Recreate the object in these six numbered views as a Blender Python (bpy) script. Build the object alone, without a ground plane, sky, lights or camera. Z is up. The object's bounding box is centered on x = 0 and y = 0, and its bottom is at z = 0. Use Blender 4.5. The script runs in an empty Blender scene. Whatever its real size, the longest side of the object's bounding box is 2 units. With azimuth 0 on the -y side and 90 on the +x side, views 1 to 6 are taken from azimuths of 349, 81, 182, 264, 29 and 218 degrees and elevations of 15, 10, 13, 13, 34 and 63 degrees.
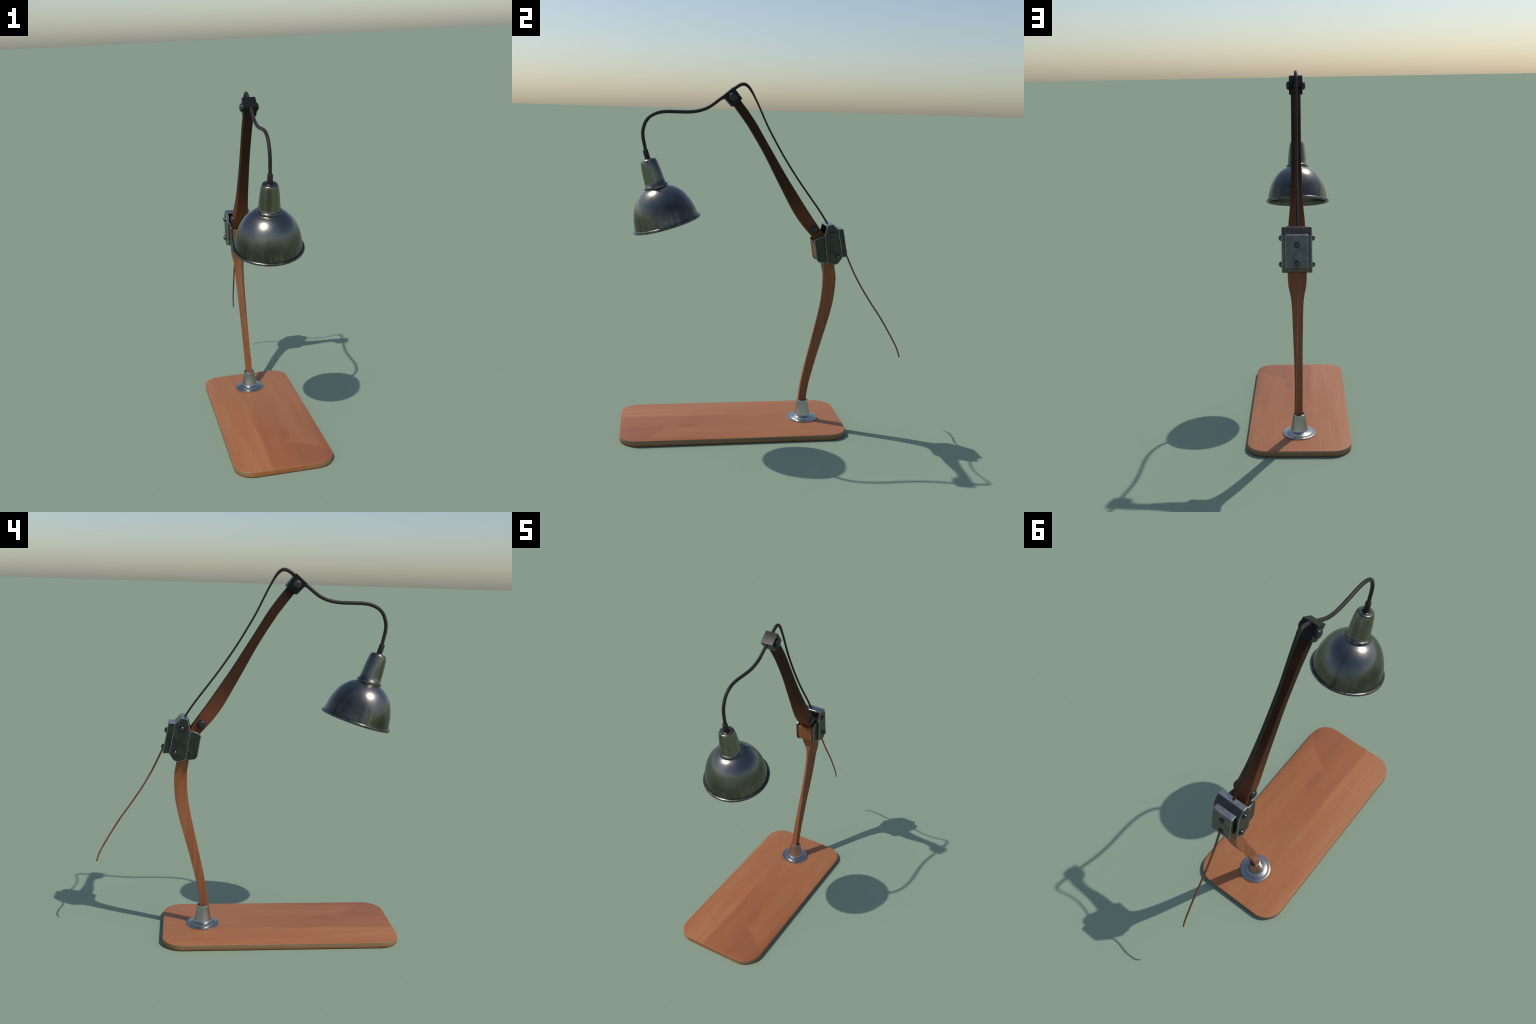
"""Wooden articulated desk lamp: rounded board foot, carved lower and upper arm,
riveted steel hinge, steel bell shade on a bent cable."""
import math
import bpy
import bmesh
from mathutils import Vector, Matrix

# ----------------------------------------------------------------------------
# node helpers
# ----------------------------------------------------------------------------


class Nodes:
    """Small wrapper to write node trees compactly."""

    def __init__(self, name):
        self.mat = bpy.data.materials.new(name)
        self.mat.use_nodes = True
        self.t = self.mat.node_tree
        self.bsdf = self.t.nodes["Principled BSDF"]

    def new(self, kind, **props):
        n = self.t.nodes.new(kind)
        for k, v in props.items():
            setattr(n, k, v)
        return n

    def put(self, sock, val):
        if val is None:
            return
        if isinstance(val, bpy.types.NodeSocket):
            self.t.links.new(val, sock)
        elif isinstance(val, (tuple, list)) and len(val) == 3 and sock.type == "RGBA":
            sock.default_value = (*val, 1.0)
        else:
            sock.default_value = val

    def coords(self, which="Object"):
        return self.new("ShaderNodeTexCoord").outputs[which]

    def mapping(self, vec, scale=(1, 1, 1), loc=(0, 0, 0), rot=(0, 0, 0)):
        n = self.new("ShaderNodeMapping")
        self.put(n.inputs["Vector"], vec)
        n.inputs["Scale"].default_value = scale
        n.inputs["Location"].default_value = loc
        n.inputs["Rotation"].default_value = rot
        return n.outputs[0]

    def noise(self, vec, scale=5.0, detail=4.0, rough=0.55, distort=0.0):
        n = self.new("ShaderNodeTexNoise")
        self.put(n.inputs["Vector"], vec)
        n.inputs["Scale"].default_value = scale
        n.inputs["Detail"].default_value = detail
        n.inputs["Roughness"].default_value = rough
        n.inputs["Distortion"].default_value = distort
        return n.outputs["Fac"]

    def math(self, op, a, b=None, c=None, clamp=False):
        n = self.new("ShaderNodeMath", operation=op, use_clamp=clamp)
        self.put(n.inputs[0], a)
        self.put(n.inputs[1], b)
        self.put(n.inputs[2], c)
        return n.outputs[0]

    def ramp(self, fac, stops, interp="LINEAR"):
        n = self.new("ShaderNodeValToRGB")
        n.color_ramp.interpolation = interp
        el = n.color_ramp.elements
        while len(el) < len(stops):
            el.new(0.5)
        for e, (p, c) in zip(el, stops):
            e.position = p
            e.color = (*c, 1.0) if isinstance(c, (tuple, list)) else (c, c, c, 1.0)
        self.put(n.inputs[0], fac)
        return n.outputs[0]

    def step(self, fac, lo, hi, out_lo=0.0, out_hi=1.0):
        n = self.new("ShaderNodeMapRange", interpolation_type="SMOOTHSTEP")
        self.put(n.inputs[0], fac)
        for i, v in enumerate((lo, hi, out_lo, out_hi)):
            n.inputs[i + 1].default_value = v
        return n.outputs[0]

    def mix(self, fac, a, b, blend="MIX"):
        n = self.new("ShaderNodeMix", data_type="RGBA", blend_type=blend)
        self.put(n.inputs[0], fac)
        self.put(n.inputs[6], a)
        self.put(n.inputs[7], b)
        return n.outputs[2]

    def xyz(self, vec):
        n = self.new("ShaderNodeSeparateXYZ")
        self.put(n.inputs[0], vec)
        return n.outputs

    def bump(self, height, strength=0.1, dist=0.002):
        n = self.new("ShaderNodeBump")
        n.inputs["Strength"].default_value = strength
        n.inputs["Distance"].default_value = dist
        self.put(n.inputs["Height"], height)
        self.put(self.bsdf.inputs["Normal"], n.outputs[0])

    def set(self, **kw):
        for k, v in kw.items():
            self.put(self.bsdf.inputs[k.replace("_", " ")], v)
        return self.mat


# ----------------------------------------------------------------------------
# materials
# ----------------------------------------------------------------------------


def board_top_wood():
    """Beech-like veneer: long grain along y, broad planks of slightly different tone."""
    m = Nodes("board_veneer")
    co = m.coords()
    x, y, z = m.xyz(co)
    grain = m.noise(m.mapping(co, (150, 3.0, 1)), 1.0, 5, 0.6, 0.4)
    fine = m.noise(m.mapping(co, (330, 22, 1)), 1.0, 3, 0.6)
    broad = m.noise(m.mapping(co, (17, 1.3, 1), (3.1, 0.4, 0)), 1.0, 3, 0.5, 0.3)
    warm = m.noise(m.mapping(co, (7, 2.2, 1), (1.7, 6.2, 0)), 1.0, 2, 0.5)
    base = m.ramp(broad, [(0.30, (0.362, 0.134, 0.049)), (0.48, (0.402, 0.153, 0.060)), (0.70, (0.418, 0.174, 0.073))])
    base = m.mix(m.step(warm, 0.45, 0.70, 0.0, 0.6), base, (0.428, 0.146, 0.056))
    # darker plank right of a straight joint, strongest towards the front end
    jog = m.math("MULTIPLY", m.step(y, -0.25, 0.0), 0.032)
    wob = m.math("MULTIPLY", m.math("SUBTRACT", m.noise(m.mapping(co, (34, 2.4, 1)), 1.0, 3), 0.5), 0.034)
    xw = m.math("SUBTRACT", m.math("ADD", x, wob), jog)
    joint = m.step(xw, -0.090, -0.062)
    plank = m.math("MULTIPLY", joint, m.step(xw, 0.11, 0.045, 0.42, 1.0))
    plank = m.math("MULTIPLY", plank, m.step(y, 0.22, -0.55, 0.0, 1.0))
    base = m.mix(m.math("MULTIPLY", plank, 0.64), base, (0.312, 0.100, 0.038))
    # figure with a curved end in the front corner: darker, slightly purple
    xa = m.math("SUBTRACT", x, 0.07)
    ya = m.math("ADD", y, 0.556)
    ya = m.math("ADD", ya, m.math("MULTIPLY", xa, 0.40))
    ya = m.math("ADD", ya, m.math("MULTIPLY", m.math("MULTIPLY", xa, xa), 1.9))
    ya = m.math("ADD", ya, m.math("MULTIPLY", m.math("SUBTRACT", m.noise(m.mapping(co, (60, 5, 1)), 1.0, 3), 0.5), 0.055))
    fig = m.math("MULTIPLY", m.step(ya, 0.010, -0.022), m.step(x, 0.040, 0.095))
    fig = m.math("MULTIPLY", fig, m.step(ya, 0.0, -0.26, 0.85, 1.0))
    base = m.mix(m.math("MULTIPLY", fig, 0.50), base, (0.245, 0.076, 0.036))
    # darker towards the +x edge
    base = m.mix(m.math("MULTIPLY", m.step(x, 0.20, 0.285), m.step(y, 0.0, -0.6, 0.0, 0.55)), base, (0.262, 0.076, 0.032))
    # small dark blotch beside the plank joint
    bx = m.math("MULTIPLY", m.math("SUBTRACT", x, 0.070), 24.0)
    by = m.math("MULTIPLY", m.math("ADD", y, 0.45), 11.0)
    bb = m.math("ADD", m.math("MULTIPLY", bx, bx), m.math("MULTIPLY", by, by))
    bb = m.math("ADD", bb, m.math("MULTIPLY", m.noise(m.mapping(co, (60, 12, 1)), 1.0, 3), 0.9))
    base = m.mix(m.step(bb, 1.5, 0.5, 0.0, 0.42), base, (0.262, 0.086, 0.044))
    # pale grain line inside the dark plank
    pl = m.math("ABSOLUTE", m.math("ADD", m.math("SUBTRACT", x, 0.040), m.math("MULTIPLY", m.math("ADD", y, 1.3), -0.075)))
    base = m.mix(m.math("MULTIPLY", m.step(pl, 0.008, 0.0005), m.step(y, -0.35, -0.55, 0.0, 0.28)), base, (0.400, 0.165, 0.070))
    # grain lines
    base = m.mix(m.step(grain, 0.52, 0.72, 0.0, 0.34), base, (0.262, 0.082, 0.032))
    base = m.mix(m.step(grain, 0.45, 0.26, 0.0, 0.30), base, (0.470, 0.200, 0.088))
    base = m.mix(m.step(fine, 0.42, 0.70, 0.0, 0.26), base, (0.270, 0.088, 0.036))
    # few pale scratches along the grain, by the back edge
    scr = m.noise(m.mapping(co, (70, 2.3, 1), (7.3, 1.9, 0)), 1.0, 2, 0.4)
    base = m.mix(m.math("MULTIPLY", m.step(scr, 0.66, 0.72), m.step(y, 0.1, 0.35, 0.0, 0.40)), base, (0.480, 0.215, 0.115))
    m.bump(grain, 0.06, 0.001)
    return m.set(Base_Color=base, Roughness=0.52, Specular_IOR_Level=0.32)


def board_edge_wood():
    """Sawn edge: layered pale plies over an orange lower lip; front end all orange."""
    m = Nodes("board_edge")
    co = m.coords()
    x, y, z = m.xyz(co)
    wob = m.noise(m.mapping(co, (2.2, 2.2, 30)), 1.0, 3)
    zz = m.math("ADD", z, m.math("MULTIPLY", m.math("SUBTRACT", wob, 0.5), 0.008))
    ply = m.noise(m.mapping(co, (1.2, 1.2, 330)), 1.0, 3, 0.5)
    pale = m.ramp(ply, [(0.3, (0.205, 0.120, 0.058)), (0.52, (0.275, 0.170, 0.086)), (0.7, (0.330, 0.220, 0.120))])
    orange = m.ramp(m.noise(m.mapping(co, (40, 40, 60)), 1.0, 3), [(0.3, (0.300, 0.100, 0.026)), (0.7, (0.360, 0.130, 0.038))])
    lip = m.step(zz, 0.012, 0.005)
    front = m.step(m.math("ADD", y, m.math("MULTIPLY", wob, 0.012)), -0.8255, -0.8295)
    front = m.math("MULTIPLY", front, m.step(z, 0.0286, 0.0278))
    col = m.mix(m.math("MAXIMUM", lip, front), pale, orange)
    return m.set(Base_Color=col, Roughness=0.6, Specular_IOR_Level=0.3)


def stem_wood(name="stem_wood", k=1.0):
    m = Nodes(name)
    co = m.coords()
    streak = m.noise(m.mapping(co, (60, 60, 2.2)), 1.0, 4, 0.55, 0.3)
    fine = m.noise(m.mapping(co, (260, 260, 7)), 1.0, 3, 0.6)
    col = m.ramp(streak, [(0.34, (0.262 * k, 0.086 * k, 0.034 * k)), (0.5, (0.300 * k, 0.103 * k, 0.042 * k)), (0.68, (0.325 * k, 0.118 * k, 0.052 * k))])
    col = m.mix(m.step(fine, 0.4, 0.75, 0.0, 0.16), col, (0.235, 0.074, 0.030))
    spots = m.noise(m.mapping(co, (75, 75, 40), (2.7, 1.1, 0.3)), 1.0, 1, 0.3)
    col = m.mix(m.step(spots, 0.80, 0.84, 0.0, 0.8), col, (0.09, 0.035, 0.02))
    m.bump(fine, 0.04, 0.001)
    return m.set(Base_Color=col, Roughness=0.52, Specular_IOR_Level=0.24)


ARM_TOP, ARM_LOW = Vector((0.0, -0.190, 1.885)), Vector((0.0, 0.300, 1.140))


def arm_wood():
    """Dark stained wood, turning red-brown at the hinge end."""
    m = Nodes("stained_arm_wood")
    co = m.coords()
    x, y, z = m.xyz(co)
    d = (ARM_LOW - ARM_TOP).normalized()
    ly, lz = m.math("ADD", y, 0.190), m.math("SUBTRACT", z, 1.885)
    s = m.math("ADD", m.math("MULTIPLY", ly, d.y), m.math("MULTIPLY", lz, d.z))
    n = m.math("SUBTRACT", m.math("MULTIPLY", lz, d.y), m.math("MULTIPLY", ly, d.z))
    comb = m.new("ShaderNodeCombineXYZ")
    for i, v in enumerate((x, n, s)):
        m.put(comb.inputs[i], v)
    along = comb.outputs[0]
    streak = m.noise(m.mapping(along, (70, 70, 2.4)), 1.0, 4, 0.55, 0.3)
    fine = m.noise(m.mapping(along, (300, 300, 9)), 1.0, 3, 0.6)
    sw = m.math("ADD", s, m.math("MULTIPLY", m.math("SUBTRACT", streak, 0.5), 0.14))
    redden = m.math("ADD", m.math("MULTIPLY", m.step(sw, 0.50, 0.82), 0.80), m.math("MULTIPLY", m.step(sw, 0.0, 0.55), 0.12))
    col = m.mix(redden, (0.047, 0.0215, 0.0125), (0.172, 0.058, 0.027))
    col = m.mix(m.step(streak, 0.42, 0.66, 0.0, 0.24), col, (0.036, 0.020, 0.014))
    col = m.mix(m.step(fine, 0.55, 0.30, 0.0, 0.06), col, (0.20, 0.09, 0.05))
    m.bump(fine, 0.04, 0.001)
    return m.set(Base_Color=col, Roughness=0.7, Specular_IOR_Level=0.06)


def shade_steel():
    """Dark spun steel with patina, brushed vertically, brighter streaks near the rim."""
    m = Nodes("shade_steel")
    co = m.coords()                     # object z runs along the shade axis
    x, y, z = m.xyz(co)
    ang = m.math("ARCTAN2", y, x)
    comb = m.new("ShaderNodeCombineXYZ")
    m.put(comb.inputs[0], m.math("MULTIPLY", m.math("COSINE", ang), 9.0))
    m.put(comb.inputs[1], m.math("MULTIPLY", m.math("SINE", ang), 9.0))
    m.put(comb.inputs[2], m.math("MULTIPLY", z, 5.0))
    streak = m.noise(comb.outputs[0], 1.0, 4, 0.6)
    cloud = m.noise(m.mapping(co, (9, 9, 9)), 1.0, 4, 0.55)
    wide = m.noise(m.mapping(comb.outputs[0], (0.22, 0.22, 0.3)), 1.0, 3, 0.5)
    speck = m.noise(m.mapping(co, (160, 160, 160)), 1.0, 2, 0.5)
    low = m.step(z, 0.115, 0.02)
    cone = m.step(z, 0.212, 0.222)
    col = m.ramp(cloud, [(0.3, (0.096, 0.088, 0.068)), (0.55, (0.130, 0.121, 0.096)), (0.75, (0.175, 0.163, 0.130))])
    col = m.mix(m.math("MULTIPLY", m.step(streak, 0.52, 0.74), m.math("MULTIPLY", low, 0.55)), col, (0.30, 0.285, 0.25))
    col = m.mix(m.math("MULTIPLY", m.step(streak, 0.46, 0.30), m.math("MULTIPLY", low, 0.45)), col, (0.062, 0.056, 0.042))
    col = m.mix(m.math("MULTIPLY", cone, 0.6), col, m.mix(m.step(wide, 0.35, 0.65), (0.150, 0.140, 0.112), (0.30, 0.285, 0.225)))  # vertical reflections on the cone painted as broad light and dark bands
    col = m.mix(m.step(speck, 0.62, 0.80, 0.0, 0.10), col, (0.30, 0.29, 0.26))
    painted_sheen = m.math("MULTIPLY", m.step(m.math("ADD", z, m.math("MULTIPLY", m.math("SUBTRACT", cloud, 0.5), 0.10)), 0.070, 0.150), m.step(z, 0.222, 0.212))
    col = m.mix(m.math("MULTIPLY", painted_sheen, 0.55), col, (0.270, 0.265, 0.250))  # upper dome colour lightened to match its bright highlights
    rough = m.math("ADD", 0.13, m.math("MULTIPLY", cloud, 0.24))
    rough = m.math("ADD", rough, m.math("MULTIPLY", streak, 0.05))
    m.bump(streak, 0.02, 0.001)
    return m.set(Base_Color=col, Metallic=1.0, Roughness=rough)


def shade_trim():
    """Rolled lip and bead: worn brighter steel."""
    m = Nodes("worn_trim_steel")
    co = m.coords()
    n = m.noise(m.mapping(co, (40, 40, 40)), 1.0, 4, 0.6)
    col = m.ramp(n, [(0.3, (0.085, 0.080, 0.072)), (0.6, (0.17, 0.16, 0.15)), (0.8, (0.34, 0.31, 0.28))])
    return m.set(Base_Color=col, Metallic=1.0, Roughness=m.math("ADD", 0.16, m.math("MULTIPLY", n, 0.25)))


def hinge_steel(name="hinge_steel", k=1.0):
    m = Nodes(name)
    co = m.coords()
    n = m.noise(m.mapping(co, (22, 22, 22)), 1.0, 4, 0.6)
    speck = m.noise(m.mapping(co, (130, 130, 130)), 1.0, 2, 0.5)
    col = m.ramp(n, [(0.3, (0.052 * k, 0.053 * k, 0.049 * k)), (0.7, (0.090 * k, 0.092 * k, 0.085 * k))])
    col = m.mix(m.step(speck, 0.70, 0.76, 0.0, 0.35), col, (0.22, 0.21, 0.20))
    return m.set(Base_Color=col, Metallic=1.0, Roughness=m.math("ADD", 0.28, m.math("MULTIPLY", n, 0.2)))


def bright_steel(name="bright_steel", lo=0.32, hi=0.46, rough=0.3):
    m = Nodes(name)
    co = m.coords()
    n = m.noise(m.mapping(co, (30, 30, 30)), 1.0, 4, 0.6)
    col = m.ramp(n, [(0.3, (lo, lo, lo * 0.98)), (0.7, (hi, hi * 0.985, hi * 0.95))])
    return m.set(Base_Color=col, Metallic=1.0, Roughness=m.math("ADD", rough - 0.08, m.math("MULTIPLY", n, 0.16)))


def socket_steel():
    m = Nodes("socket_steel")
    co = m.coords()
    n = m.noise(m.mapping(co, (16, 16, 6)), 1.0, 3, 0.5)
    chip = m.noise(m.mapping(co, (130, 130, 45), (0.7, 2.2, 5.1)), 1.0, 2, 0.5)
    col = m.ramp(n, [(0.3, (0.37, 0.375, 0.36)), (0.7, (0.48, 0.475, 0.445))])
    chips = m.step(chip, 0.755, 0.775, 0.0, 0.9)
    col = m.mix(chips, col, (0.06, 0.045, 0.035))
    return m.set(Base_Color=col, Metallic=m.math("SUBTRACT", 1.0, chips), Roughness=m.math("ADD", 0.22, m.math("MULTIPLY", n, 0.08)))


def plain(name, col, rough, metallic=0.0, spec=0.5, var=0.25, scale=30):
    m = Nodes(name)
    n = m.noise(m.mapping(m.coords(), (scale,) * 3), 1.0, 3, 0.6)
    c = m.ramp(n, [(0.3, tuple(v * (1 - var) for v in col)), (0.7, tuple(v * (1 + var) for v in col))])
    return m.set(Base_Color=c, Roughness=rough, Metallic=metallic, Specular_IOR_Level=spec)


M = dict(
    board=board_top_wood(), edge=board_edge_wood(), stem=stem_wood("stem_wood", 0.92), knuckle=stem_wood("knuckle_wood", 0.78), arm=arm_wood(),
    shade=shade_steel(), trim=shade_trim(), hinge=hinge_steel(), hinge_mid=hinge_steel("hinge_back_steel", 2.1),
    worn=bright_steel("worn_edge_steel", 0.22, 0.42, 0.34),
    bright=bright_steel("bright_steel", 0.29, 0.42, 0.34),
    socket=socket_steel(),
    black=plain("blackened_iron", (0.0090, 0.0098, 0.0105), 0.36, 0.0, 0.20),
    bolt=plain("dark_rivet_steel", (0.10, 0.10, 0.10), 0.26, 1.0, 0.5),
    bolt_black=plain("black_rivet", (0.018, 0.018, 0.019), 0.38, 0.0, 0.5),
    cable=plain("black_cable", (0.024, 0.0175, 0.0165), 0.5, 0.0, 0.30),
    cable_tail=plain("brown_cable", (0.235, 0.093, 0.044), 0.6, 0.0, 0.18),
)

# ----------------------------------------------------------------------------
# geometry helpers
# ----------------------------------------------------------------------------

ROOT = bpy.data.objects.new("desk_lamp", None)
bpy.context.scene.collection.objects.link(ROOT)
ROOT["label"] = "wooden articulated desk lamp with dark steel bell shade"
ROOT["category"] = "desk lamp"


def finish(name, bm, mats, parent=ROOT, bevel=0.0, segs=2, angle=35.0, bevel_mat=-1, smooth_angle=40.0, loc=None, rot=None):
    """Turn a bmesh into a named, parented, shaded object."""
    bmesh.ops.recalc_face_normals(bm, faces=bm.faces)
    me = bpy.data.meshes.new(name)
    bm.to_mesh(me)
    bm.free()
    for mt in (mats if isinstance(mats, (list, tuple)) else [mats]):
        me.materials.append(mt)
    ob = bpy.data.objects.new(name, me)
    bpy.context.scene.collection.objects.link(ob)
    ob.parent = parent
    if loc is not None:
        ob.location = loc
    if rot is not None:
        ob.rotation_euler = rot
    for p in me.polygons:
        p.use_smooth = True
    me.set_sharp_from_angle(angle=math.radians(smooth_angle))
    if bevel:
        b = ob.modifiers.new("edge", "BEVEL")
        b.width, b.segments, b.limit_method = bevel, segs, "ANGLE"
        b.angle_limit = math.radians(angle)
        b.harden_normals = True
        if bevel_mat >= 0:
            b.material = bevel_mat
    return ob


def hermite(stations, t):
    """Monotone-ish cubic through (t, v0, v1, ...) stations."""
    n = len(stations)
    i = 0
    while i < n - 2 and t > stations[i + 1][0]:
        i += 1
    a, b = stations[i], stations[i + 1]
    h = b[0] - a[0]
    u = min(max((t - a[0]) / h, 0.0), 1.0)
    out = []
    for k in range(1, len(a)):
        def slope(j):
            if j == 0:
                return (stations[1][k] - stations[0][k]) / (stations[1][0] - stations[0][0])
            if j == n - 1:
                return (stations[-1][k] - stations[-2][k]) / (stations[-1][0] - stations[-2][0])
            d0 = (stations[j][k] - stations[j - 1][k]) / (stations[j][0] - stations[j - 1][0])
            d1 = (stations[j + 1][k] - stations[j][k]) / (stations[j + 1][0] - stations[j][0])
            if d0 * d1 <= 0:
                return 0.0
            return 2 * d0 * d1 / (d0 + d1)
        m0, m1 = slope(i) * h, slope(i + 1) * h
        u2, u3 = u * u, u * u * u
        out.append((2 * u3 - 3 * u2 + 1) * a[k] + (u3 - 2 * u2 + u) * m0 + (-2 * u3 + 3 * u2) * b[k] + (u3 - u2) * m1)
    return out


def loft(sections):
    """Skin a list of equal-length closed loops, capped at both ends."""
    bm = bmesh.new()
    rings = [[bm.verts.new(p) for p in s] for s in sections]
    n = len(rings[0])
    for a, b in zip(rings, rings[1:]):
        for i in range(n):
            bm.faces.new((a[i], a[(i + 1) % n], b[(i + 1) % n], b[i]))
    bm.faces.new(rings[0][::-1])
    bm.faces.new(rings[-1])
    return bm


def lathe(profile, steps=96, close=False):
    """Spin (r, z) points round z. Points with r=0 become poles."""
    bm = bmesh.new()
    rings = []
    for r, z in profile:
        if r < 1e-6:
            rings.append([bm.verts.new((0, 0, z))])
        else:
            rings.append([bm.verts.new((r * math.cos(2 * math.pi * k / steps), r * math.sin(2 * math.pi * k / steps), z)) for k in range(steps)])
    pairs = list(zip(rings, rings[1:]))
    if close:
        pairs.append((rings[-1], rings[0]))
    for a, b in pairs:
        for k in range(steps):
            k2 = (k + 1) % steps
            if len(a) == 1 and len(b) == 1:
                continue
            if len(a) == 1:
                bm.faces.new((a[0], b[k], b[k2]))
            elif len(b) == 1:
                bm.faces.new((a[k], a[k2], b[0]))
            else:
                bm.faces.new((a[k], a[k2], b[k2], b[k]))
    return bm


def catmull(pts, per=8):
    """Centripetal-like Catmull-Rom resampling of 3D points (with radius as 4th value)."""
    out = []
    ext = [tuple(2 * a - b for a, b in zip(pts[0], pts[1]))] + list(pts) + [tuple(2 * a - b for a, b in zip(pts[-1], pts[-2]))]
    for i in range(1, len(ext) - 2):
        p0, p1, p2, p3 = ext[i - 1:i + 3]
        for j in range(per):
            t = j / per
            out.append(tuple(0.5 * (2 * b + (c - a) * t + (2 * a - 5 * b + 4 * c - d) * t * t + (3 * b - a - 3 * c + d) * t ** 3)
                             for a, b, c, d in zip(p0, p1, p2, p3)))
    out.append(tuple(pts[-1]))
    return out


def tube(pts, per=8, sides=16):
    """Cord along (x, y, z, radius, width factor across the lamp's plane) points."""
    path = catmull(pts, per)
    secs = []
    side = Vector((1, 0, 0))
    for i, p in enumerate(path):
        a, b = Vector(path[max(i - 1, 0)][:3]), Vector(path[min(i + 1, len(path) - 1)][:3])
        t = (b - a).normalized()
        up = t.cross(side).normalized()
        s = up.cross(t).normalized()
        c, r, w = Vector(p[:3]), p[3], p[4]
        secs.append([c + r * (w * math.cos(2 * math.pi * k / sides) * s + math.sin(2 * math.pi * k / sides) * up) for k in range(sides)])
    return loft(secs)


def fillet(poly, radii, seg=5):
    """Round the corners of a 2D polygon."""
    out, n = [], len(poly)
    for i, p in enumerate(poly):
        r = radii[i] if isinstance(radii, (list, tuple)) else radii
        p, a, b = Vector(p), Vector(poly[i - 1]), Vector(poly[(i + 1) % n])
        if r <= 0:
            out.append(tuple(p))
            continue
        u, v = (a - p), (b - p)
        lim = 0.48 * min(u.length, v.length)
        u.normalize()
        v.normalize()
        half = u.angle(v) / 2
        d = min(r / math.tan(half), lim)
        s, e = p + u * d, p + v * d
        for k in range(seg + 1):
            t = k / seg
            out.append(tuple((1 - t) ** 2 * s + 2 * t * (1 - t) * p + t * t * e))
    return out


def prism(poly, x0, x1):
    """Extrude a (y, z) outline along x."""
    return loft([[Vector((x0, y, z)) for y, z in poly], [Vector((x1, y, z)) for y, z in poly]])


def shrink(poly, d):
    """Move every corner of an outline inwards by d."""
    n = len(poly)
    area = sum(poly[i - 1][0] * poly[i][1] - poly[i][0] * poly[i - 1][1] for i in range(n))
    sgn = 1.0 if area > 0 else -1.0
    out = []
    for i in range(n):
        p, a, b = Vector(poly[i]), Vector(poly[i - 1]), Vector(poly[(i + 1) % n])
        u, v = (p - a).normalized(), (b - p).normalized()
        nu, nv = Vector((-u.y, u.x)) * sgn, Vector((-v.y, v.x)) * sgn
        m = (nu + nv).normalized()
        out.append(tuple(p + m * (d / max(0.5, m.dot(nu)))))
    return out


def plate(poly, x0, x1, c, worn=1, near=True, far=True):
    """Prism with rounded rims; the rim faces take the worn material slot."""
    secs = []
    arc = [(c, 0.0), (c * 0.42, c * 0.16), (c * 0.12, c * 0.50), (0.0, c)]
    for d, t in (arc if near else [(0.0, 0.0)]):
        secs.append([Vector((x0 + t, y, z)) for y, z in shrink(poly, d)])
    for d, t in (reversed(arc) if far else [(0.0, 0.0)]):
        secs.append([Vector((x1 - t, y, z)) for y, z in shrink(poly, d)])
    bm = loft(secs)
    for f in bm.faces:
        x = f.calc_center_median().x
        if len(f.verts) == 4 and ((near and x < x0 + c) or (far and x > x1 - c)):
            f.material_index = worn
    return bm


def cut(ob, cutter_bm):
    """Boolean-subtract and bake, before the bevel."""
    bmesh.ops.recalc_face_normals(cutter_bm, faces=cutter_bm.faces)
    me = bpy.data.meshes.new("tool")
    cutter_bm.to_mesh(me)
    cutter_bm.free()
    tool = bpy.data.objects.new("tool", me)
    bpy.context.scene.collection.objects.link(tool)
    saved = [m for m in ob.modifiers]
    for m in saved:
        m.show_viewport = False
    b = ob.modifiers.new("cut", "BOOLEAN")
    b.operation, b.object, b.solver = "DIFFERENCE", tool, "EXACT"
    bpy.context.view_layer.update()
    new = bpy.data.meshes.new_from_object(ob.evaluated_get(bpy.context.evaluated_depsgraph_get()))
    ob.modifiers.remove(b)
    old, ob.data = ob.data, new
    new.name = old.name
    bpy.data.meshes.remove(old)
    bpy.data.objects.remove(tool)
    bpy.data.meshes.remove(me)
    for m in saved:
        m.show_viewport = True
    for p in new.polygons:
        p.use_smooth = True
    new.set_sharp_from_angle(angle=math.radians(40))


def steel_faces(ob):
    """Tint steel by facing: dark flanks, paler folds where they face up or forward, a middle tone elsewhere."""
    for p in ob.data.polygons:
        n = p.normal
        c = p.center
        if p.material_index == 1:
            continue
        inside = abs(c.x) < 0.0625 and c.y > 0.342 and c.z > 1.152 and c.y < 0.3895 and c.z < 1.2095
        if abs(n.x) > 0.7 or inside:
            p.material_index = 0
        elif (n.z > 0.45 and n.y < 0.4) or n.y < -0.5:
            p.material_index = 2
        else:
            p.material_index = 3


def dome_mesh(name, r, h, mat, power=2.0):
    """Rivet head: a low dome with steep shoulders, axis +z, sunk foot."""
    prof = [(0.0, h)]
    for k in range(1, 12):
        u = math.sin(math.pi / 2 * k / 11)
        prof.append((r * u, h * (1 - u ** power) ** (1.0 / power)))
    prof += [(r, -0.004), (0.0, -0.004)]
    bm = lathe(prof, 28)
    bmesh.ops.recalc_face_normals(bm, faces=bm.faces)
    me = bpy.data.meshes.new(name)
    bm.to_mesh(me)
    bm.free()
    me.materials.append(mat)
    for p in me.polygons:
        p.use_smooth = True
    me.set_sharp_from_angle(angle=math.radians(60))
    return me


def place(name, me, at, axis, parent):
    ob = bpy.data.objects.new(name, me)
    bpy.context.scene.collection.objects.link(ob)
    ob.parent = parent
    ob.location = at
    ob.rotation_euler = Vector((0, 0, 1)).rotation_difference(Vector(axis)).to_euler()
    return ob


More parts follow.
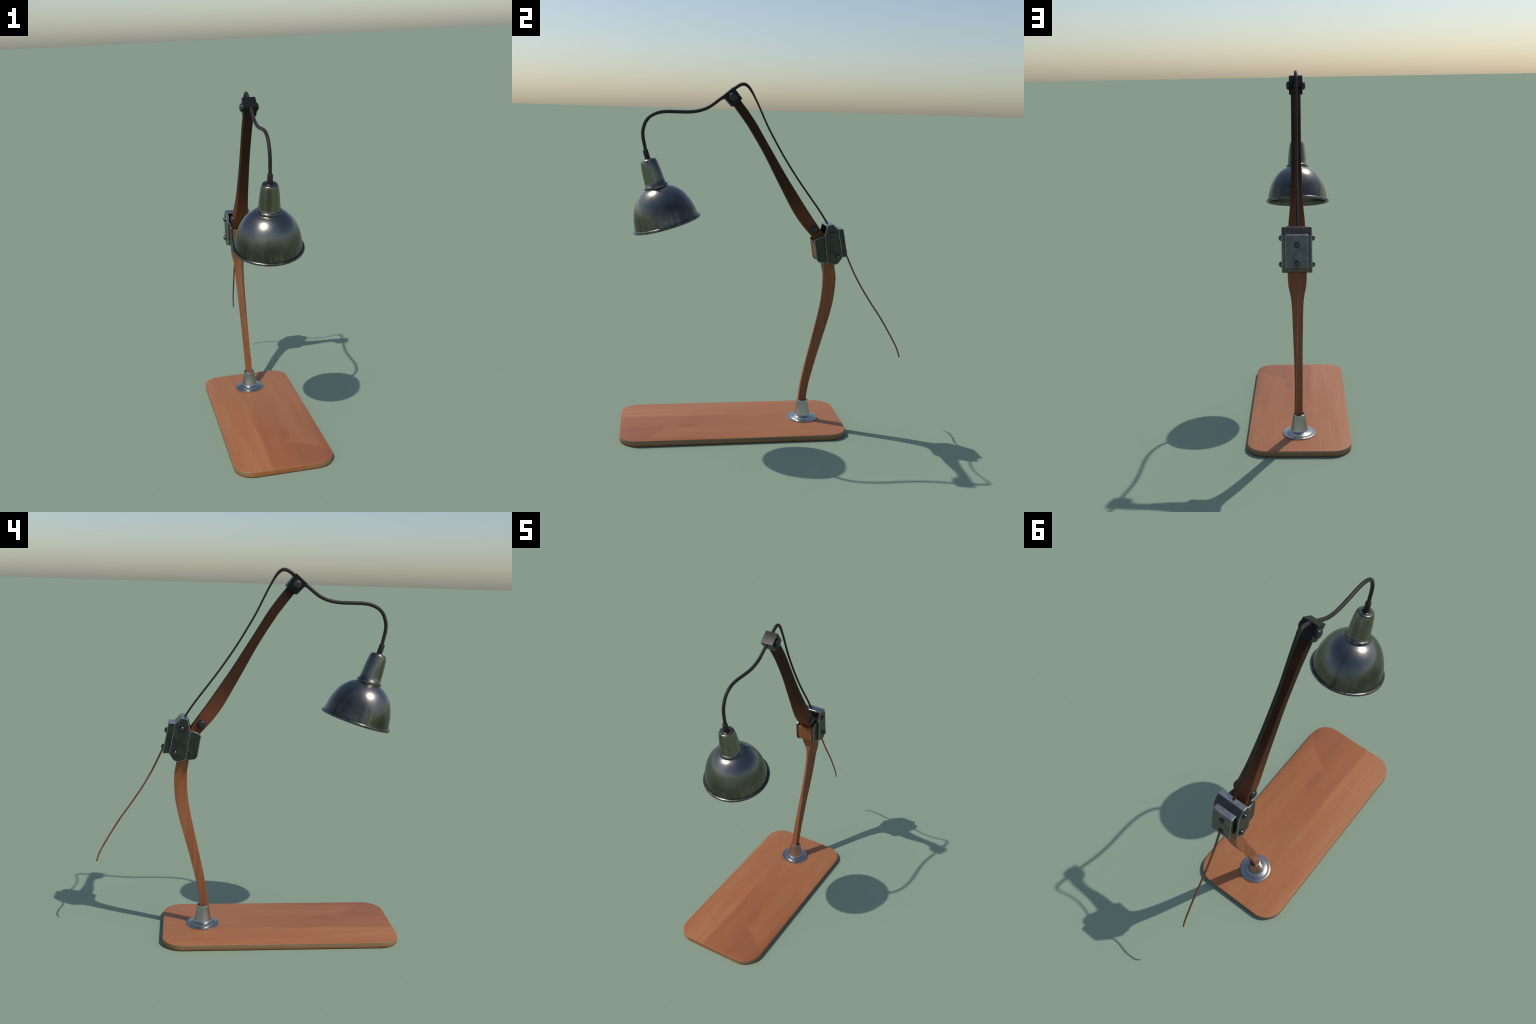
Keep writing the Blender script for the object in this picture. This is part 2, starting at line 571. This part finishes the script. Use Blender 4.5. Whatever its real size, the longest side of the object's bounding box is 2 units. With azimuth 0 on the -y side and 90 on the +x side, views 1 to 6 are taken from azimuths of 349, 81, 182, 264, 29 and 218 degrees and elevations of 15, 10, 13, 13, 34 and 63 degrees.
# ----------------------------------------------------------------------------
# foot board
# ----------------------------------------------------------------------------
BX, BY0, BY1, BH, BR = 0.2812, -0.8355, 0.4665, 0.0316, 0.110
outline = []
for cx, cy, a0 in ((BX - BR, BY1 - BR, 0), (-BX + BR, BY1 - BR, 90), (-BX + BR, BY0 + BR, 180), (BX - BR, BY0 + BR, 270)):
    for k in range(19):
        a = math.radians(a0 + 5 * k)
        outline.append((cx + BR * math.cos(a), cy + BR * math.sin(a)))


def inset(pts, d, z):
    cx, cy = 0.0, (BY0 + BY1) / 2
    hx, hy = BX, (BY1 - BY0) / 2
    return [Vector((cx + (x - cx) * (hx - d) / hx, cy + (y - cy) * (hy - d) / hy, z)) for x, y in pts]


levels = [(0.0022, 0.0), (0.0006, 0.0008), (0.0, 0.0026), (0.0, BH - 0.0036), (0.0005, BH - 0.0018), (0.0016, BH - 0.0006), (0.0034, BH)]
bm = loft([inset(outline, d, z) for d, z in levels])
for f in bm.faces:
    f.normal_update()
    zc = f.calc_center_median().z
    f.material_index = 0 if zc > BH - 0.0020 else 1
finish("base_board", bm, [M["board"], M["edge"]], smooth_angle=50)

# ----------------------------------------------------------------------------
# steel socket holding the lower arm
# ----------------------------------------------------------------------------
SOCK = Vector((0.0, 0.2425, 0.0))
prof = [(0.0, 0.0300), (0.0895, 0.0300), (0.0912, 0.0325), (0.0912, 0.0362), (0.0900, 0.0383), (0.0875, 0.0392), (0.0745, 0.0400),
        (0.0732, 0.0410), (0.0724, 0.0440), (0.0704, 0.0452), (0.0648, 0.0457), (0.0634, 0.0466), (0.0625, 0.0494), (0.0606, 0.0505),
        (0.0560, 0.0510), (0.0508, 0.0520), (0.0478, 0.0548), (0.0460, 0.0600), (0.0338, 0.1400), (0.0332, 0.1445), (0.0318, 0.1472),
        (0.0300, 0.1478), (0.0282, 0.1462), (0.0272, 0.1430), (0.0262, 0.1395), (0.0, 0.1390)]
finish("socket", lathe(prof, 96), M["socket"], loc=SOCK, smooth_angle=28)

# ----------------------------------------------------------------------------
# lower arm: carved, trapezoid section, flares into the hinge
# z, front y, back y, front half width, back half width
# ----------------------------------------------------------------------------
STEM = [
    (0.118, 0.2140, 0.2592, 0.0180, 0.0187),
    (0.160, 0.2175, 0.2613, 0.0180, 0.0192),
    (0.200, 0.2210, 0.2655, 0.0172, 0.0198),
    (0.260, 0.2293, 0.2748, 0.0158, 0.0206),
    (0.340, 0.2438, 0.2935, 0.0138, 0.0216),
    (0.450, 0.2672, 0.3215, 0.0110, 0.0226),
    (0.560, 0.2915, 0.3517, 0.0090, 0.0244),
    (0.670, 0.3147, 0.3807, 0.0076, 0.0266),
    (0.760, 0.3302, 0.3990, 0.0074, 0.0286),
    (0.820, 0.3358, 0.4053, 0.0076, 0.0309),
    (0.860, 0.3374, 0.4072, 0.0080, 0.0349),
    (0.885, 0.3378, 0.4071, 0.0098, 0.0394),
    (0.910, 0.3376, 0.4050, 0.0155, 0.0449),
    (0.935, 0.3360, 0.4003, 0.0255, 0.0480),
    (0.965, 0.3320, 0.3947, 0.0390, 0.0490),
    (0.990, 0.3285, 0.3905, 0.0460, 0.0490),
    (1.010, 0.3260, 0.3890, 0.0475, 0.0490),
]
secs = []
N = 80
for i in range(N + 1):
    z = STEM[0][0] + (STEM[-1][0] - STEM[0][0]) * i / N
    yf, yb, hf, hb = hermite(STEM, z)
    secs.append([Vector((-hf, yf, z)), Vector((hf, yf, z)), Vector((hb, yb, z)), Vector((-hb, yb, z))])
finish("lower_arm", loft(secs), M["stem"], bevel=0.0022, segs=3, angle=30, smooth_angle=30)

# ----------------------------------------------------------------------------
# upper arm: s along the axis, front/back offset across it, half width
# ----------------------------------------------------------------------------
ARM = [
    (-0.030, -0.0225, 0.0220, 0.0268),
    (0.000, -0.0225, 0.0236, 0.0268),
    (0.074, -0.0175, 0.0300, 0.0268),
    (0.149, -0.0140, 0.0326, 0.0266),
    (0.223, -0.0148, 0.0304, 0.0264),
    (0.297, -0.0172, 0.0278, 0.0264),
    (0.372, -0.0223, 0.0256, 0.0266),
    (0.446, -0.0290, 0.0234, 0.0274),
    (0.520, -0.0353, 0.0221, 0.0286),
    (0.594, -0.0412, 0.0224, 0.0302),
    (0.650, -0.0455, 0.0228, 0.0322),
    (0.700, -0.0478, 0.0233, 0.0346),
    (0.750, -0.0465, 0.0242, 0.0385),
    (0.800, -0.0415, 0.0258, 0.0425),
    (0.850, -0.0340, 0.0277, 0.0440),
    (0.892, -0.0270, 0.0290, 0.0442),
    (0.930, -0.0200, 0.0260, 0.0442),
]
d = (ARM_LOW - ARM_TOP).normalized()
nrm = Vector((0, -d.z, d.y))
secs = []
N = 80
for i in range(N + 1):
    s = ARM[0][0] + (ARM[-1][0] - ARM[0][0]) * i / N
    f, b, h = hermite(ARM, s)
    c = ARM_TOP + d * s
    secs.append([c + nrm * f + Vector((-h, 0, 0)), c + nrm * f + Vector((h, 0, 0)), c + nrm * b + Vector((h, 0, 0)), c + nrm * b + Vector((-h, 0, 0))])
upper = finish("upper_arm", loft(secs), M["arm"], bevel=0.0030, segs=3, angle=30, smooth_angle=30)
pivot = dome_mesh("pivot_bolt", 0.0238, 0.0185, M["bolt_black"], 2.9)
for sx in (1, -1):
    place("pivot_bolt", pivot, (sx * 0.0425, 0.2640, 1.1838), (sx, 0, 0), upper)

# ----------------------------------------------------------------------------
# hinge: wooden knuckle, two front cheek plates, folded steel housing, back plate
# ----------------------------------------------------------------------------
hinge = bpy.data.objects.new("hinge", None)
bpy.context.scene.collection.objects.link(hinge)
hinge.parent = ROOT

knuckle = fillet([(0.2675, 1.1130), (0.2850, 1.0150), (0.3080, 0.9945), (0.3700, 0.9980), (0.3600, 1.1180)], [0.003, 0.008, 0.006, 0, 0])
finish("knuckle", prism(knuckle, -0.0495, 0.0495), M["knuckle"], hinge, bevel=0.0015, segs=2)

cheek = [(0.2655, 1.1225), (0.2720, 1.1300), (0.2830, 1.1392), (0.2960, 1.1455), (0.3200, 1.1500), (0.3520, 1.1520), (0.3700, 0.9930),
         (0.3280, 0.9925), (0.2960, 0.9965), (0.2840, 1.0110)]
cheek = fillet(cheek, [0.003, 0, 0, 0, 0, 0, 0, 0.004, 0.012, 0.006])
for x0, x1 in ((0.0500, 0.0640), (-0.0640, -0.0500)):
    finish("cheek_plate", plate(cheek, x0, x1, 0.0032, near=x0 < 0, far=x0 > 0), [M["hinge"], M["worn"], M["bright"], M["hinge_mid"]], hinge)

side = [(0.3385, 1.2150), (0.3695, 1.2212), (0.4040, 1.1870), (0.4328, 1.0295), (0.4080, 0.9925), (0.3895, 0.9867), (0.3530, 0.9945),
        (0.3440, 1.0065), (0.3222, 1.1500), (0.3348, 1.2020)]
side = fillet(side, [0.004, 0.007, 0.004, 0.006, 0.012, 0.010, 0.004, 0.004, 0.004, 0.004])
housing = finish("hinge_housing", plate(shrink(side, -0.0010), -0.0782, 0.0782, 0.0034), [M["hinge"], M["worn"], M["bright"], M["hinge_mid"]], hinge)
# open mouth under the folded top, looking towards the shade
mouth = fillet([(0.300, 1.1440), (0.300, 1.2060), (0.366, 1.2065), (0.386, 1.1860), (0.389, 1.1560)], 0.0)
cut(housing, prism(mouth, -0.0620, 0.0620))
# channel down the back either side of the back plate
chan = [(0.4400, 1.1820), (0.3975, 1.1860), (0.4225, 1.0180), (0.4600, 0.9800), (0.5000, 1.1000)]
cut(housing, prism(chan, -0.0650, 0.0650))
# front of the housing is set in between its two flanges
front = [(0.3000, 1.1480), (0.3000, 0.9000), (0.3900, 0.9000), (0.3640, 1.0000), (0.3440, 1.1480)]
cut(housing, prism(front, -0.0655, 0.0655))

bp = fillet([(0.3950, 1.1900), (0.4360, 1.1905), (0.4672, 1.0278), (0.4260, 1.0278)], [0, 0.006, 0.002, 0])
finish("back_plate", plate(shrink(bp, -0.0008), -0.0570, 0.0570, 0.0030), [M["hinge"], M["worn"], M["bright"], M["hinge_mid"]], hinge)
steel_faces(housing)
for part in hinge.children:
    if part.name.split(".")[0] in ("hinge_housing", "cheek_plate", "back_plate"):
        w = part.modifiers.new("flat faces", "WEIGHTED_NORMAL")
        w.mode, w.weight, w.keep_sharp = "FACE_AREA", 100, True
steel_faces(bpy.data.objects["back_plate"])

rivet = dome_mesh("rivet", 0.0154, 0.0152, M["bolt"], 2.2)
for sx in (1, -1):
    for y, z in ((0.3672, 1.1638), (0.4030, 1.0339)):
        place("rivet", rivet, (sx * 0.0782, y, z), (sx, 0, 0), hinge)
for y, z in ((0.4452, 1.1420), (0.4625, 1.0525)):
    place("rivet", rivet, (0.0, y, z), (0, 0.982, 0.188), hinge)
small = dome_mesh("faint_disc", 0.0120, 0.0012, M["hinge"], 3.0)
for sx in (1, -1):
    place("faint_disc", small, (sx * 0.0640, 0.3220, 1.0270), (sx, 0, 0), hinge)

# ----------------------------------------------------------------------------
# clamp at the head of the upper arm
# ----------------------------------------------------------------------------
cap = fillet([(-0.2735, 1.9222), (-0.2145, 1.9728), (-0.1655, 1.9120), (-0.1720, 1.9040), (-0.2065, 1.8680), (-0.2205, 1.8662)],
             [0.001, 0.001, 0.003, 0.002, 0.004, 0.005], 4)
clamp = finish("arm_clamp", prism(cap, -0.0378, 0.0378), M["black"], bevel=0.0015, segs=2)
head = dome_mesh("clamp_bolt", 0.0238, 0.0165, M["bolt_black"], 2.9)
for sx in (1, -1):
    place("clamp_bolt", head, (sx * 0.0378, -0.2180, 1.9174), (sx, 0, 0), clamp)

# ----------------------------------------------------------------------------
# shade: axis tilted forward; profile r over distance s from the mouth
# ----------------------------------------------------------------------------
TILT = math.radians(16.7)
MOUTH = Vector((0.0, -0.5720, 1.2082))
outer = [(0.0, 0.3742), (0.0230, 0.3742), (0.0345, 0.3740), (0.0385, 0.3728), (0.0418, 0.3690), (0.0445, 0.3625), (0.0474, 0.3510), (0.0502, 0.3330),
         (0.0528, 0.3100), (0.0552, 0.2820), (0.0572, 0.2520), (0.0587, 0.2300)]
bead = [(0.0605, 0.2288), (0.0640, 0.2272), (0.0668, 0.2240), (0.0680, 0.2200), (0.0679, 0.2150), (0.0665, 0.2110)]
dome = [(0.0668, 0.2088), (0.0720, 0.2068), (0.0820, 0.2020), (0.0930, 0.1945), (0.1060, 0.1838), (0.1190, 0.1705), (0.1310, 0.1555), (0.1420, 0.1385),
        (0.1520, 0.1190), (0.1605, 0.0985), (0.1675, 0.0780), (0.1730, 0.0580), (0.1775, 0.0390), (0.1815, 0.0210), (0.1832, 0.0130)]
dome = [(r + 0.0042 * math.sin(math.pi * (z - 0.013) / 0.1958) + 0.0026 * max(0.0, 1 - ((z - 0.180) / 0.06) ** 2), z) for r, z in dome]
lipc, lipr = (0.1870, 0.0015), 0.0084
roll = [(lipc[0] + lipr * math.cos(math.radians(a)), lipc[1] + lipr * math.sin(math.radians(a))) for a in range(110, -161, -18)]
inner = [(r - 0.0042, z - 0.0012) for r, z in reversed(dome[3:-1])] + [(0.0700, 0.2010), (0.0560, 0.2060), (0.0545, 0.2300), (0.0480, 0.3400), (0.0, 0.3400)]
bm = lathe(outer + bead + dome + roll + inner, 128)
bm.faces.ensure_lookup_table()
for f in bm.faces:
    c = f.calc_center_median()
    r = math.hypot(c.x, c.y)
    on_bead = r > 0.0585 and 0.2105 < c.z < 0.2300
    on_lip = math.hypot(r - lipc[0], c.z - lipc[1]) < lipr + 0.0012
    f.material_index = 1 if on_bead or on_lip else 0
shade = finish("lampshade", bm, [M["shade"], M["trim"]], loc=MOUTH, rot=(TILT, 0, 0), smooth_angle=60)
# small ring round the cable entry and the rubber sleeve
ring = [(0.0150, 0.3730), (0.0235, 0.3738), (0.0232, 0.3760), (0.0215, 0.3772), (0.0175, 0.3772), (0.0155, 0.3760)]
finish("cable_ring", lathe(ring, 48, True), M["trim"], shade, smooth_angle=50)
sleeve = [(0.0, 0.3700), (0.0148, 0.3700), (0.0148, 0.4215), (0.0142, 0.4262), (0.0120, 0.4280), (0.0, 0.4280)]
finish("cable_sleeve", lathe(sleeve, 32), M["cable"], shade, smooth_angle=50)

# ----------------------------------------------------------------------------
# cable: stiff bent cord over the shade, slack cord behind the arm, loose tail
# ----------------------------------------------------------------------------
up = Vector((0, -math.sin(TILT), math.cos(TILT)))
a0 = MOUTH + up * 0.415
R1, R2, R3 = 0.0096, 0.0053, 0.0049
cord = [(0, a0.y, a0.z, R1), (0, -0.6975, 1.6420, R1), (0, -0.7050, 1.6780, R1), (0, -0.7078, 1.7120, R1), (0, -0.7035, 1.7400, R1), (0, -0.6925, 1.7705, R1),
        (0, -0.6735, 1.7960, R1), (0, -0.6465, 1.8140, R1), (0, -0.6155, 1.8248, R1), (0, -0.5764, 1.8296, R1), (0, -0.5373, 1.8302, R1),
        (0, -0.4980, 1.8301, R1), (0, -0.4587, 1.8308, R1), (0, -0.4193, 1.8352, R1), (0, -0.3799, 1.8455, R1), (0, -0.3465, 1.8605, R1),
        (0, -0.3140, 1.8830, R1), (0, -0.2770, 1.9115, R1), (0, -0.2650, 1.9150, R1), (0, -0.2380, 1.9340, R1), (0, -0.2080, 1.9635, R1), (0, -0.1877, 1.9785, R1),
        (0, -0.1730, 1.9868, R1), (0, -0.1590, 1.9906, 0.0094), (0, -0.1450, 1.9888, 0.0090), (0, -0.1315, 1.9805, 0.0083), (0, -0.1163, 1.9635, 0.0075),
        (0, -0.1014, 1.9400, 0.0064), (0, -0.0850, 1.9100, 0.0057), (0, -0.0712, 1.8835, 0.0054), (0, -0.0500, 1.8395, R2), (0, -0.0115, 1.7605, R2),
        (0, 0.0338, 1.6802, R2), (0, 0.0775, 1.6070, R2), (0, 0.1286, 1.5287, R2), (0, 0.1885, 1.4430, R2), (0, 0.2491, 1.3621, R2),
        (0, 0.2991, 1.2950, R2), (0, 0.3414, 1.2330, R2), (0, 0.3560, 1.2080, R2)]
cord = [(-0.0022 * min(1.0, max(0.0, (p[1] + 0.22) / 0.12)), *p[1:]) + (1.0 + 0.32 * min(1.0, max(0.0, (R1 - p[3]) / (R1 - R2))),) for p in cord]
finish("cable", tube(cord, 6, 20), M["cable"], smooth_angle=60)
tail = [(0.0, 0.4560, 1.0620, R3), (0.0010, 0.4755, 1.0270, R3), (0.0018, 0.5060, 0.9610, R3), (0.0022, 0.5372, 0.8995, R3), (0.0033, 0.5830, 0.8207, R3), (0.0048, 0.6473, 0.7239, R3),
        (0.0066, 0.6970, 0.6530, 0.0048), (0.0086, 0.7430, 0.5790, 0.0047), (0.0105, 0.7875, 0.5025, 0.0046), (0.0122, 0.8150, 0.4490, 0.0045), (0.014, 0.8300, 0.4025, 0.0042)]
tail = [p + (1.25 - 0.02 * i,) for i, p in enumerate(tail)]
finish("cable_tail", tube(tail, 6, 14), M["cable_tail"], smooth_angle=60)
